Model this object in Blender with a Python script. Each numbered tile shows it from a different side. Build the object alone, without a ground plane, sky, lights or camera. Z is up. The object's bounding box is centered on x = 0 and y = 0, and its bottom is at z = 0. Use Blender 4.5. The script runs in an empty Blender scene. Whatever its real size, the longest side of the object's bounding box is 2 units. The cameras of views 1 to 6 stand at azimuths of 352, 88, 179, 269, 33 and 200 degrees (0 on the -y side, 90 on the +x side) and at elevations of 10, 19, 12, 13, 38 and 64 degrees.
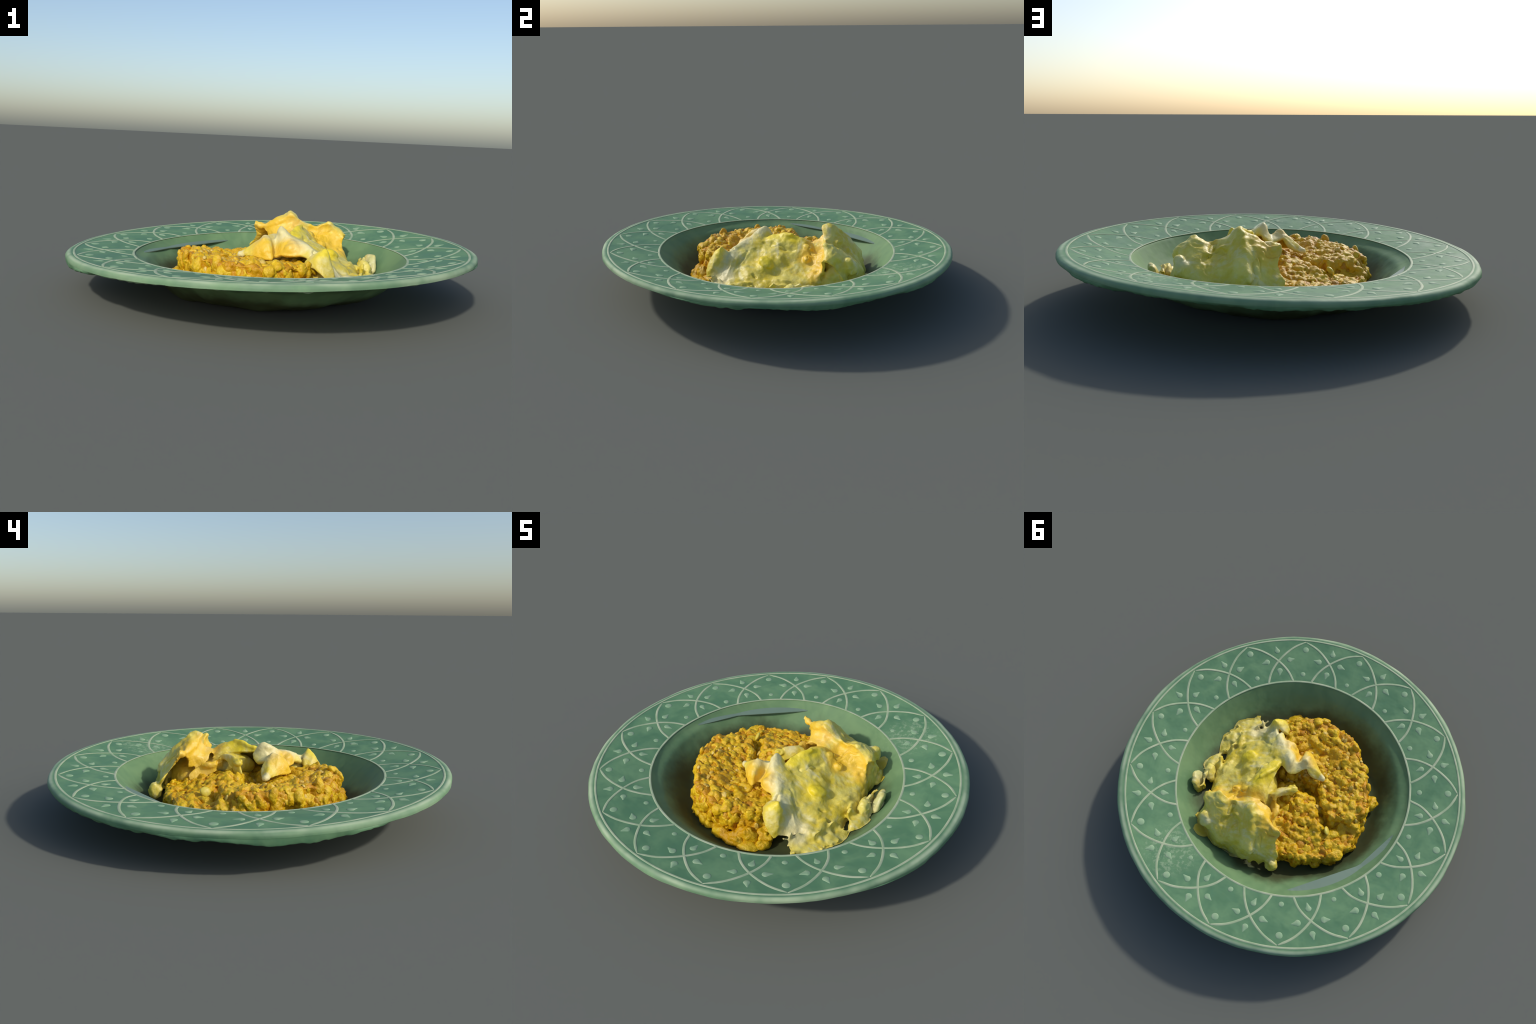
"""A green ceramic rimmed soup plate with a pressed golden patty and a heap of folded egg."""
import bpy, math, random
import numpy as np
from mathutils import Matrix, Vector

random.seed(7)
TILT = 0.036                       # the plate leans a little: its +x side stands higher


# ------------------------------------------------------------------ numeric noise
def _hash(i, j, k, seed):
    h = (i.astype(np.int64) * 73856093) ^ (j.astype(np.int64) * 19349663) ^ (k.astype(np.int64) * 83492791) ^ (seed * 2654435761)
    h = h & 0xFFFFFFFF
    h = ((h ^ (h >> 15)) * 0x2C1B3C6D) & 0xFFFFFFFF
    h = ((h ^ (h >> 12)) * 0x297A2D39) & 0xFFFFFFFF
    h = h ^ (h >> 15)
    return (h & 0xFFFFFF) / float(0xFFFFFF)


def vnoise(P, scale, seed=0):
    """smooth value noise in -1..1"""
    q = np.asarray(P) * scale
    f = np.floor(q)
    t = q - f
    t = t * t * t * (t * (t * 6 - 15) + 10)
    f = f.astype(np.int64)
    out = 0
    for a in (0, 1):
        for b in (0, 1):
            for c in (0, 1):
                w = (t[..., 0] if a else 1 - t[..., 0]) * (t[..., 1] if b else 1 - t[..., 1]) * (t[..., 2] if c else 1 - t[..., 2])
                out = out + w * _hash(f[..., 0] + a, f[..., 1] + b, f[..., 2] + c, seed)
    return out * 2 - 1


def fbm(P, scale, octaves=3, seed=0, gain=0.5):
    s, amp, tot = 0, 1.0, 0
    for o in range(octaves):
        s = s + amp * vnoise(P, scale * 2 ** o, seed + o * 17)
        tot += amp
        amp *= gain
    return s / tot


def worley(P, scale, seed=0):
    """distance to the nearest jittered cell point, and that cell's random number"""
    q = np.asarray(P) * scale
    f = np.floor(q).astype(np.int64)
    d1 = np.full(q.shape[0], 9.0)
    d2 = np.zeros(q.shape[0])
    for a in (-1, 0, 1):
        for b in (-1, 0, 1):
            for c in (-1, 0, 1):
                g = f + np.array([a, b, c])
                p = np.stack([g[:, m] + 0.1 + 0.8 * _hash(g[:, 0], g[:, 1], g[:, 2], seed + 31 * m) for m in range(3)], 1)
                d = np.linalg.norm(p - q, axis=1)
                d2 = np.where(d < d1, _hash(g[:, 0], g[:, 1], g[:, 2], seed + 777), d2)
                d1 = np.minimum(d1, d)
    return d1, d2


def smooth(a, b, x):
    t = np.clip((x - a) / (b - a), 0, 1)
    return t * t * (3 - 2 * t)


# ------------------------------------------------------------------ mesh helpers
def make_mesh(name, V, F, shade=True):
    me = bpy.data.meshes.new(name)
    me.from_pydata([tuple(map(float, v)) for v in V], [], F)
    me.update()
    if shade:
        me.shade_smooth()
    return me


def add(name, me, parent=None, mat=None, kind=None):
    ob = bpy.data.objects.new(name, me)
    bpy.context.scene.collection.objects.link(ob)
    if parent is not None:
        ob.parent = parent
    if mat is not None and not me.materials:
        me.materials.append(mat)
    if kind:
        ob["kind"] = kind
    return ob


def catmull(pts, n):
    """n samples along a Catmull-Rom curve through pts (axis 0)"""
    p = np.asarray(pts, float)
    m = len(p)
    e = np.concatenate([[2 * p[0] - p[1]], p, [2 * p[-1] - p[-2]]])
    t = np.linspace(0, m - 1, n)
    i = np.minimum(t.astype(int), m - 2)
    f = (t - i).reshape((-1,) + (1,) * (p.ndim - 1))
    a, b, c, d = e[i], e[i + 1], e[i + 2], e[i + 3]
    return 0.5 * (2 * b + (c - a) * f + (2 * a - 5 * b + 4 * c - d) * f ** 2 + (3 * b - a - 3 * c + d) * f ** 3)


def grid_faces(nu, nv, off=0, flip=False, close_u=False):
    F = []
    for i in range(nu if close_u else nu - 1):
        i2 = (i + 1) % nu
        for j in range(nv - 1):
            q = (off + i * nv + j, off + i2 * nv + j, off + i2 * nv + j + 1, off + i * nv + j + 1)
            F.append(q[::-1] if flip else q)
    return F


def sheet(net, thick, nu=60, nv=48, wob=0.006, seed=0, lip=0.8, rag=0.0, wavy=0.0):
    """a curling sheet: a control net (columns of points) splined, given thickness and closed"""
    rows = catmull(np.asarray(net, float), nu)
    # a ragged sheet stops short by a different amount along its outer end
    cut = rag * smooth(-0.45, 0.45, vnoise(np.stack([np.linspace(0, 9, nu), np.full(nu, seed * 3.7), np.zeros(nu)], 1), 1.0, seed))
    g = np.stack([catmull(rows[i], 200)[np.round(np.linspace(0, 199 * (1 - cut[i]), nv)).astype(int)] for i in range(nu)])
    if wavy:                                            # the side borders swing in and out
        side = np.linspace(-1, 1, nu)[:, None]
        pull = np.sign(side) * smooth(0.6, 1.0, np.abs(side)) * wavy * fbm(np.stack([np.broadcast_to(np.arange(nv) / nv * 5, (nu, nv)), np.broadcast_to(np.sign(side) * 9.0, (nu, nv)), np.full((nu, nv), seed * 1.3)], -1), 1.0, 2, seed)
        t = np.gradient(g, axis=0)
        g = g + t / (np.linalg.norm(t, axis=2, keepdims=True) + 1e-9) * pull[..., None]
    du = np.gradient(g, axis=0)
    dv = np.gradient(g, axis=1)
    n = np.cross(du, dv)
    n /= np.linalg.norm(n, axis=2, keepdims=True) + 1e-9
    if n[..., 2].mean() < 0:
        n = -n
    flat = g.reshape(-1, 3)
    w = wob * fbm(flat, 14, 3, seed).reshape(nu, nv, 1)
    u = np.linspace(0, 1, nu)[:, None]
    v = np.linspace(0, 1, nv)[None, :]
    edge = np.minimum(np.minimum(u, 1 - u), np.minimum(v, 1 - v))
    th = thick * (lip + (1 - lip) * np.clip(edge / 0.12, 0, 1))[..., None]
    top = (g + n * w).reshape(-1, 3)
    bot = (g - n * th).reshape(-1, 3)
    V = np.concatenate([top, bot])
    N = nu * nv
    F = grid_faces(nu, nv) + grid_faces(nu, nv, N, flip=True)
    ring = [i * nv for i in range(nu)] + [(nu - 1) * nv + j for j in range(1, nv)] + \
           [i * nv + nv - 1 for i in range(nu - 2, -1, -1)] + [j for j in range(nv - 2, 0, -1)]
    for a, b in zip(ring, ring[1:] + ring[:1]):
        F.append((b, a, a + N, b + N))
    return V, F


def ball(center, radii, turn=(0, 0, 0), n=40, lump=0.0, scale=18, seed=0, power=1.0):
    """a lumpy ellipsoid"""
    nu, nv = n, n // 2 + 1
    V = []
    for i in range(nu):
        a = 2 * math.pi * i / nu
        for j in range(nv):
            b = -math.pi / 2 + math.pi * j / (nv - 1)
            V.append((math.cos(b) * math.cos(a), math.cos(b) * math.sin(a), math.sin(b)))
    V = np.array(V)
    R = np.array((Matrix.Rotation(turn[2], 3, 'Z') @ Matrix.Rotation(turn[1], 3, 'Y') @ Matrix.Rotation(turn[0], 3, 'X')))
    P = (V * np.array(radii)) @ R.T + np.array(center)
    if lump:
        P = P + (V @ R.T) * (lump * fbm(P, scale, 3, seed))[:, None]
    return P, grid_faces(nu, nv, close_u=True)


def merge(parts):
    V, F, o = [], [], 0
    for v, f in parts:
        V.append(v)
        F += [tuple(i + o for i in q) for q in f]
        o += len(v)
    return np.concatenate(V), F


def remeshed(V, F, voxel, iterations=2):
    """one closed skin round overlapping pieces, as arrays"""
    me = make_mesh("tmp", V, F)
    ob = bpy.data.objects.new("tmp", me)
    bpy.context.scene.collection.objects.link(ob)
    m = ob.modifiers.new("r", 'REMESH')
    m.mode = 'VOXEL'
    m.voxel_size = voxel
    s = ob.modifiers.new("s", 'SMOOTH')
    s.factor = 0.5
    s.iterations = iterations
    dg = bpy.context.evaluated_depsgraph_get()
    ev = ob.evaluated_get(dg)
    r = bpy.data.meshes.new_from_object(ev)
    v = np.empty(len(r.vertices) * 3)
    r.vertices.foreach_get("co", v)
    faces = [tuple(p.vertices) for p in r.polygons]
    bpy.data.objects.remove(ob)
    bpy.data.meshes.remove(me)
    bpy.data.meshes.remove(r)
    return v.reshape(-1, 3), faces


def normals_of(V, F):
    me = make_mesh("tmpn", V, F)
    n = np.empty(len(V) * 3)
    me.vertices.foreach_get("normal", n)
    bpy.data.meshes.remove(me)
    return n.reshape(-1, 3)


# ------------------------------------------------------------------ materials
def srgb(r, g, b):
    f = lambda c: (c / 12.92 if c <= 0.04045 else ((c + 0.055) / 1.055) ** 2.4)
    return (f(r / 255), f(g / 255), f(b / 255), 1.0)


class Nodes:
    def __init__(self, name):
        self.mat = bpy.data.materials.new(name)
        self.mat.use_nodes = True
        self.t = self.mat.node_tree
        self.t.nodes.clear()
        self.out = self.t.nodes.new('ShaderNodeOutputMaterial')
        self.bsdf = self.t.nodes.new('ShaderNodeBsdfPrincipled')
        self.link(self.bsdf.outputs[0], self.out.inputs['Surface'])
        self.coord = self.t.nodes.new('ShaderNodeTexCoord').outputs['Object']

    def link(self, a, b):
        self.t.links.new(a, b)

    def put(self, sock, val):
        if isinstance(val, bpy.types.NodeSocket):
            self.link(val, sock)
        else:
            sock.default_value = val

    def set(self, **kw):
        for k, v in kw.items():
            self.put(self.bsdf.inputs[k.replace('_', ' ')], v)

    def noise(self, scale, detail=3, rough=0.5, vec=None, distort=0.0):
        n = self.t.nodes.new('ShaderNodeTexNoise')
        self.put(n.inputs['Vector'], vec or self.coord)
        n.inputs['Scale'].default_value = scale
        n.inputs['Detail'].default_value = detail
        n.inputs['Roughness'].default_value = rough
        n.inputs['Distortion'].default_value = distort
        return n.outputs['Fac']

    def voronoi(self, scale, feature='F1', vec=None):
        n = self.t.nodes.new('ShaderNodeTexVoronoi')
        n.feature = feature
        self.put(n.inputs['Vector'], vec or self.coord)
        n.inputs['Scale'].default_value = scale
        return n.outputs['Distance']

    def math(self, op, a, b=0.0, clamp=False):
        n = self.t.nodes.new('ShaderNodeMath')
        n.operation = op
        n.use_clamp = clamp
        self.put(n.inputs[0], a)
        self.put(n.inputs[1], b)
        return n.outputs[0]

    def vmath(self, op, a, b=(0, 0, 0)):
        n = self.t.nodes.new('ShaderNodeVectorMath')
        n.operation = op
        self.put(n.inputs[0], a)
        self.put(n.inputs[1], b)
        return n.outputs['Value'] if op in ('LENGTH', 'DISTANCE', 'DOT_PRODUCT') else n.outputs[0]

    def range(self, x, a, b, c=0.0, d=1.0):
        n = self.t.nodes.new('ShaderNodeMapRange')
        n.interpolation_type = 'SMOOTHSTEP'
        self.put(n.inputs[0], x)
        for i, v in enumerate((a, b, c, d)):
            n.inputs[i + 1].default_value = v
        return n.outputs[0]

    def mix(self, fac, a, b, mode='MIX'):
        n = self.t.nodes.new('ShaderNodeMix')
        n.data_type = 'RGBA'
        n.blend_type = mode
        self.put(n.inputs[0], fac)
        self.put(n.inputs[6], a)
        self.put(n.inputs[7], b)
        return n.outputs[2]

    def bump(self, h, strength, dist):
        n = self.t.nodes.new('ShaderNodeBump')
        n.inputs['Strength'].default_value = strength
        n.inputs['Distance'].default_value = dist
        self.link(h, n.inputs['Height'])
        self.link(n.outputs[0], self.bsdf.inputs['Normal'])

    def radius(self):
        return self.vmath('LENGTH', self.vmath('MULTIPLY', self.coord, (1, 1, 0)))

    def height(self):
        n = self.t.nodes.new('ShaderNodeSeparateXYZ')
        self.link(self.coord, n.inputs[0])
        return n.outputs[2]

    def spot(self, p, r0, r1, wobble):
        """1 inside r0 of p, 0 beyond r1, with a wavering border"""
        d = self.math('ADD', self.vmath('DISTANCE', self.coord, p), wobble)
        return self.range(d, r0, r1, 1.0, 0.0)


def plate_material():
    m = Nodes("green_glaze")
    r = m.radius()
    n1 = m.noise(7, 4, 0.55, distort=0.6)
    n2 = m.noise(22, 3, 0.5)
    rim = m.mix(m.range(n1, 0.35, 0.68), srgb(*GREEN_DARK), srgb(*GREEN_LIGHT))
    rim = m.mix(m.range(n2, 0.5, 0.75, 0, 0.35), rim, srgb(*GREEN_TEAL))
    well = m.mix(m.range(n1, 0.3, 0.7), srgb(*WELL_A), srgb(*WELL_B))
    # the well is a more olive glaze, with a dark brown-olive patch round the food
    wob = m.math('MULTIPLY', m.math('SUBTRACT', m.noise(5, 4, 0.6), 0.5), 0.16)
    rs = m.math('ADD', r, wob)
    dark_patch = m.math('MULTIPLY', m.range(rs, 0.52, 0.615, 1, 0), m.range(m.noise(3.2, 3, 0.5), 0.2, 0.5, 0.75, 1.0))
    well = m.mix(dark_patch, well, srgb(*DARK_PATCH))
    col = m.mix(m.range(r, 0.668, 0.680), well, rim)
    # glaze breaks pale over the rounded lip
    lip = m.math('MULTIPLY', m.range(r, 0.958, 0.974), m.range(m.noise(5, 3), 0.3, 0.65, 0.25, 0.9))
    lip = m.math('MULTIPLY', lip, m.range(r, 0.977, 0.986, 1.0, 0.35))
    lip = m.math('MULTIPLY', lip, m.range(m.vmath('DOT_PRODUCT', m.coord, (-TILT, 0, 1)), 0.206, 0.224))
    col = m.mix(lip, col, srgb(*PALE))
    # a scuffed, chalky patch on the rim
    scuff = m.math('MULTIPLY', m.spot((0.52, 0.62, 0.2), 0.08, 0.2, wob), m.range(m.noise(40, 4, 0.7), 0.48, 0.62, 0, 0.4))
    col = m.mix(scuff, col, srgb(*PALE))
    m.set(Base_Color=col, Roughness=m.range(n1, 0.3, 0.7, 0.55, 0.68))
    m.bsdf.inputs['Specular IOR Level'].default_value = 0.22
    m.bump(m.noise(14, 2, 0.4), 0.25, 0.02)
    return m.mat


GREEN_DARK = (84, 124, 90)
GREEN_LIGHT = (104, 141, 102)
GREEN_TEAL = (82, 126, 96)
WELL_A = (98, 130, 90)
WELL_B = (114, 144, 100)
DARK_PATCH = (66, 72, 44)
PALE = (172, 188, 154)


def relief_material(name, a, b):
    m = Nodes(name)
    col = m.mix(m.range(m.noise(14, 3), 0.3, 0.7), srgb(*a), srgb(*b))
    m.set(Base_Color=col, Roughness=0.6)
    m.bsdf.inputs['Specular IOR Level'].default_value = 0.25
    return m.mat


def patty_material(name, a, b, c, d, flecks):
    m = Nodes(name)
    n1 = m.noise(26, 4, 0.6)
    n2 = m.noise(7, 3, 0.5)
    cell = m.voronoi(60)
    col = m.mix(m.range(n1, 0.36, 0.64), srgb(*a), srgb(*b))
    col = m.mix(m.range(n2, 0.45, 0.7, 0, 0.7), col, srgb(*c))
    fleck = m.math('MULTIPLY', m.range(cell, 0.15, 0.4, 1, 0), m.range(m.noise(11, 2), 0.5, 0.66, 0, flecks))
    col = m.mix(fleck, col, srgb(*d))
    m.set(Base_Color=col, Roughness=0.4)
    m.bsdf.inputs['Specular IOR Level'].default_value = 0.35
    m.bump(m.noise(95, 4, 0.6), 0.6, 0.008)
    return m.mat


PAT_A = (206, 160, 14)
PAT_B = (222, 186, 32)
PAT_C = (200, 146, 12)
PAT_D = (232, 204, 88)


def egg_material():
    m = Nodes("egg")
    n1 = m.noise(9, 4, 0.55, distort=0.5)
    n2 = m.noise(30, 3, 0.6)
    wob = m.math('MULTIPLY', m.math('SUBTRACT', m.noise(16, 3, 0.6), 0.5), 0.09)
    col = m.mix(m.range(n1, 0.36, 0.66), srgb(*EGG_A), srgb(*EGG_B))
    col = m.mix(m.range(n2, 0.5, 0.72, 0, 0.22), col, srgb(*EGG_W))
    white = [((0.03, -0.08, 0.33), .05, .10), ((-0.02, -0.09, 0.31), .04, .09), ((0.12, -0.19, 0.28), .03, .08),
             ((0.19, -0.27, 0.23), .03, .08), ((0.30, -0.31, 0.13), .05, .10), ((-0.16, -0.07, 0.20), .01, .04),
             ((0.56, 0.10, 0.12), .03, .09), ((0.03, 0.10, 0.27), .01, .05), ((0.39, 0.39, 0.24), .00, .05)]
    w = None
    for p, a, b in white:
        s = m.spot(p, a, b, wob)
        w = s if w is None else m.math('MAXIMUM', w, s)
    col = m.mix(m.math('MULTIPLY', w, 0.6), col, srgb(*EGG_W))
    green = m.math('MULTIPLY', m.range(m.noise(6, 4, 0.6, distort=0.8), 0.54, 0.68), m.range(n2, 0.3, 0.6, 0.3, 0.75))
    col = m.mix(green, col, srgb(*EGG_G))
    streak = m.noise(1.0, 4, 0.6, vec=m.vmath('MULTIPLY', m.coord, (6, 20, 10)), distort=0.8)
    col = m.mix(m.math('MULTIPLY', m.range(streak, 0.52, 0.66), m.range(n1, 0.35, 0.6, 0.05, 0.5)), col, srgb(*EGG_W))
    yellow = [((0.296, -0.073, 0.226), .03, .075), ((0.10, -0.03, 0.31), .03, .07), ((0.14, 0.03, 0.325), .03, .07),
              ((0.18, 0.09, 0.32), .02, .06), ((0.2, -0.33, 0.26), .02, .07)]
    y = None
    for p, a, b in yellow:
        s = m.spot(p, a, b, wob)
        y = s if y is None else m.math('MAXIMUM', y, s)
    col = m.mix(m.math('MULTIPLY', y, 0.8), col, srgb(*EGG_Y))
    orange = [((0.29, 0.195, 0.25), .06, .12), ((0.40, 0.20, 0.22), .04, .10), ((0.12, 0.22, 0.31), .05, .11),
              ((0.02, 0.27, 0.25), .09, .16), ((0.06, 0.31, 0.22), .05, .10), ((0.04, 0.20, 0.24), .04, .09), ((0.03, -0.2, 0.22), .05, .12), ((-0.06, -0.15, 0.23), .04, .10)]
    o = None
    for p, a, b in orange:
        s = m.spot(p, a, b, wob)
        o = s if o is None else m.math('MAXIMUM', o, s)
    col = m.mix(m.math('MULTIPLY', o, 0.7), col, srgb(*EGG_O))
    m.set(Base_Color=col, Roughness=0.45)
    m.bsdf.inputs['Subsurface Weight'].default_value = 0.06
    m.bsdf.inputs['Subsurface Radius'].default_value = (1.0, 0.9, 0.5)
    m.bsdf.inputs['Subsurface Scale'].default_value = 0.015
    m.bump(m.noise(60, 4, 0.6), 0.35, 0.008)
    return m.mat


EGG_G = (188, 188, 120)
EGG_A = (212, 188, 50)
EGG_B = (222, 206, 98)
EGG_W = (220, 214, 176)
EGG_Y = (230, 206, 30)
EGG_O = (232, 184, 40)

MAT_PLATE, MAT_RELIEF, MAT_EGG = plate_material(), relief_material("pale_glaze", (150, 170, 134), (172, 182, 150)), egg_material()
MAT_BEAD = relief_material("bead_glaze", (128, 160, 124), (150, 172, 138))
MAT_PATTY = patty_material("rusty_crumb", (190, 134, 8), (206, 154, 14), (180, 118, 8), (214, 172, 44), 0.4)
MAT_GRAIN = patty_material("golden_crumb", PAT_A, PAT_B, PAT_C, PAT_D, 0.6)
MAT_PALE_GRAIN = patty_material("pale_grain", (206, 172, 70), (220, 192, 104), (204, 164, 56), (228, 208, 136), 0.4)


# ------------------------------------------------------------------ plate
def rim_z(r):
    """height of the rim's upper face before the plate's lean and warp"""
    return 0.196 + (r - 0.674) * 0.143


# slight warp of the fired clay: mean, cos, sin, cos 2a, sin 2a at three radii
WARP_R = [0.50, 0.66, 0.72, 0.815, 0.94]
WARP = np.array([[0, 0, 0, 0, 0], [0.0049, -0.0110, -0.0024, -0.0060, 0.0018], [0.0049, -0.0110, -0.0024, -0.0060, 0.0018],
                 [0.0054, -0.0067, -0.0049, -0.0048, 0.0020], [0.0026, 0.0017, -0.0073, -0.0064, 0.0041]])


def lean(x, y):
    """lift of the plate at (x, y): a steady tilt plus the warp"""
    r, a = np.hypot(x, y), np.arctan2(y, x)
    w = [np.interp(r, WARP_R, WARP[:, k]) for k in range(5)]
    return TILT * x + w[0] + w[1] * np.cos(a) + w[2] * np.sin(a) + w[3] * np.cos(2 * a) + w[4] * np.sin(2 * a)


TOP = [(0.0, 0.024), (0.2, 0.024), (0.36, 0.025), (0.45, 0.030), (0.50, 0.040), (0.545, 0.062), (0.585, 0.095),
       (0.62, 0.135), (0.648, 0.168), (0.664, 0.188), (0.674, 0.1955)]
LIP = [(0.70, rim_z(0.70)), (0.80, rim_z(0.80)), (0.90, rim_z(0.90)), (0.945, rim_z(0.945)), (0.960, 0.2365),
       (0.972, 0.2355), (0.981, 0.231), (0.986, 0.223), (0.987, 0.212)]
UNDER = [(0.985, 0.209), (0.976, 0.203), (0.950, 0.197), (0.90, 0.190), (0.80, 0.174), (0.70, 0.146), (0.62, 0.106),
         (0.55, 0.046), (0.48, 0.020), (0.43, 0.010), (0.38, 0.008), (0.25, 0.008), (0.0, 0.008)]


def wall_swell(x, y):
    """the well is not quite round: its wall stands fuller on the -x side"""
    r, a = np.hypot(x, y), np.arctan2(y, x)
    return smooth(0.46, 0.58, r) * (1 - smooth(0.60, 0.672, r)) * (0.014 - 0.024 * np.cos(a))


def build_plate():
    prof = np.concatenate([catmull(TOP, 60), catmull(TOP[-1:] + LIP, 60)[1:], catmull(LIP[-1:] + UNDER, 80)[1:]])
    nth = 512
    th = np.linspace(0, 2 * np.pi, nth, endpoint=False)
    r = np.repeat(prof[None, :, 0], nth, 0)
    z = np.repeat(prof[None, :, 1], nth, 0)
    k = np.arange(len(prof))
    under = smooth(119, 127, k)[None, :]                     # 0 on the glazed top, 1 below the lip
    c, s = np.cos(th)[:, None], np.sin(th)[:, None]
    P = np.stack([r * c, r * s, z], -1)
    flat = P.reshape(-1, 3)
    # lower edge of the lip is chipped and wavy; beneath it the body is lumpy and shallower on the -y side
    front = smooth(0.2, 0.95, -s)
    edge = under * smooth(0.86, 0.965, r)
    ringp = np.stack([np.cos(th), np.sin(th), 0 * th], 1)
    facet = smooth(-0.15, 0.55, fbm(ringp, 4.5, 2, 3))[:, None]
    jag = np.abs(fbm(ringp, 13, 4, 13, 0.65))[:, None]
    slow = fbm(ringp, 3.0, 2, 9)[:, None]
    chip = sum(np.exp(-((((th - math.radians(q) + np.pi) % (2 * np.pi)) - np.pi) / 0.16) ** 2) for q in (-165, 12, 185))[:, None]
    z = z - edge * (0.018 * jag + 0.007 * facet * (1 - 0.8 * front) + 0.014 * chip) + edge * front * 0.012
    r = r - edge * 0.012 * jag + edge * 0.006 * facet + 0.010 * smooth(0.3, 1.0, np.cos(th - 0.3)[:, None]) * smooth(0.965, 0.99, r)
    r = r - 0.009 * np.exp(-((th - np.pi * 2 + 0.75) / 0.5) ** 2)[:, None] * smooth(0.96, 0.985, r)
    lump = fbm(flat, 9, 3, 21).reshape(nth, -1)
    body = under * smooth(0.2, 0.5, r) * (1 - smooth(0.75, 0.9, r))
    z = z - body * 0.014 * (lump + 0.2) + body * front * 0.008
    r = r + (1 - under) * 0.0035 * smooth(0.95, 0.985, r) * (slow + fbm(ringp, 9, 2, 5)[:, None])
    V = np.stack([r * c, r * s, z], -1).reshape(-1, 3)
    V[:, 2] += lean(V[:, 0], V[:, 1]) + wall_swell(V[:, 0], V[:, 1])
    V[:, 2] = np.maximum(V[:, 2], 0)
    F = grid_faces(nth, len(prof), close_u=True)
    return make_mesh("soup_plate", V, F)


def relief_strip(pts, half, height):
    """a low rounded ridge following polar points (angle, radius) over the leaning rim"""
    ar = catmull(pts, 40)
    a, r = np.radians(ar[:, 0]), ar[:, 1]
    C = np.stack([r * np.cos(a), r * np.sin(a), rim_z(r)], 1)
    C[:, 2] += lean(C[:, 0], C[:, 1])
    return tube(C, half, height, closed=False)


def tube(C, half, height, closed):
    n = len(C)
    T = (np.roll(C, -1, 0) - np.roll(C, 1, 0)) if closed else np.gradient(C, axis=0)
    T /= np.linalg.norm(T, axis=1, keepdims=True)
    S = np.cross(T, [0, 0, 1.0])
    S /= np.linalg.norm(S, axis=1, keepdims=True)
    k = 10
    ph = np.linspace(0, 2 * np.pi, k, endpoint=False)
    taper = np.ones(n)
    if not closed:
        e = np.minimum(np.arange(n), np.arange(n)[::-1]) / 3.0
        taper = 0.35 + 0.65 * np.clip(e, 0, 1)
    V = (C[:, None] + S[:, None] * (half * taper[:, None] * np.cos(ph))[..., None]
         + np.array([0, 0, 1.0]) * (height * taper[:, None] * np.sin(ph))[..., None]).reshape(-1, 3)
    F = []
    for i in range(n if closed else n - 1):
        i2 = (i + 1) % n
        for j in range(k):
            j2 = (j + 1) % k
            F.append((i * k + j, i * k + j2, i2 * k + j2, i2 * k + j))
    if not closed:
        F.append(tuple(range(k))[::-1])
        F.append(tuple((n - 1) * k + j for j in range(k)))
    return V, F


def bead(length, half, height, tail):
    """a round bead, drawn out into a point along +x when tail > 0"""
    nu, nv = 28, 9
    V = []
    for i in range(nu):
        a = 2 * math.pi * i / nu
        ca, sa = math.cos(a), math.sin(a)
        stretch = 1 + tail * max(0.0, ca) ** 3
        for j in range(nv):
            b = -math.pi / 2 + math.pi * j / (nv - 1)
            q = math.cos(b)
            V.append((half * q * ca * stretch, half * q * sa * (1 - 0.35 * (tail > 0) * max(0.0, ca)), height * math.sin(b) * (1 - 0.3 * (tail > 0) * max(0.0, ca) * q)))
    return make_mesh("bead", V, grid_faces(nu, nv, close_u=True))


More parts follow.
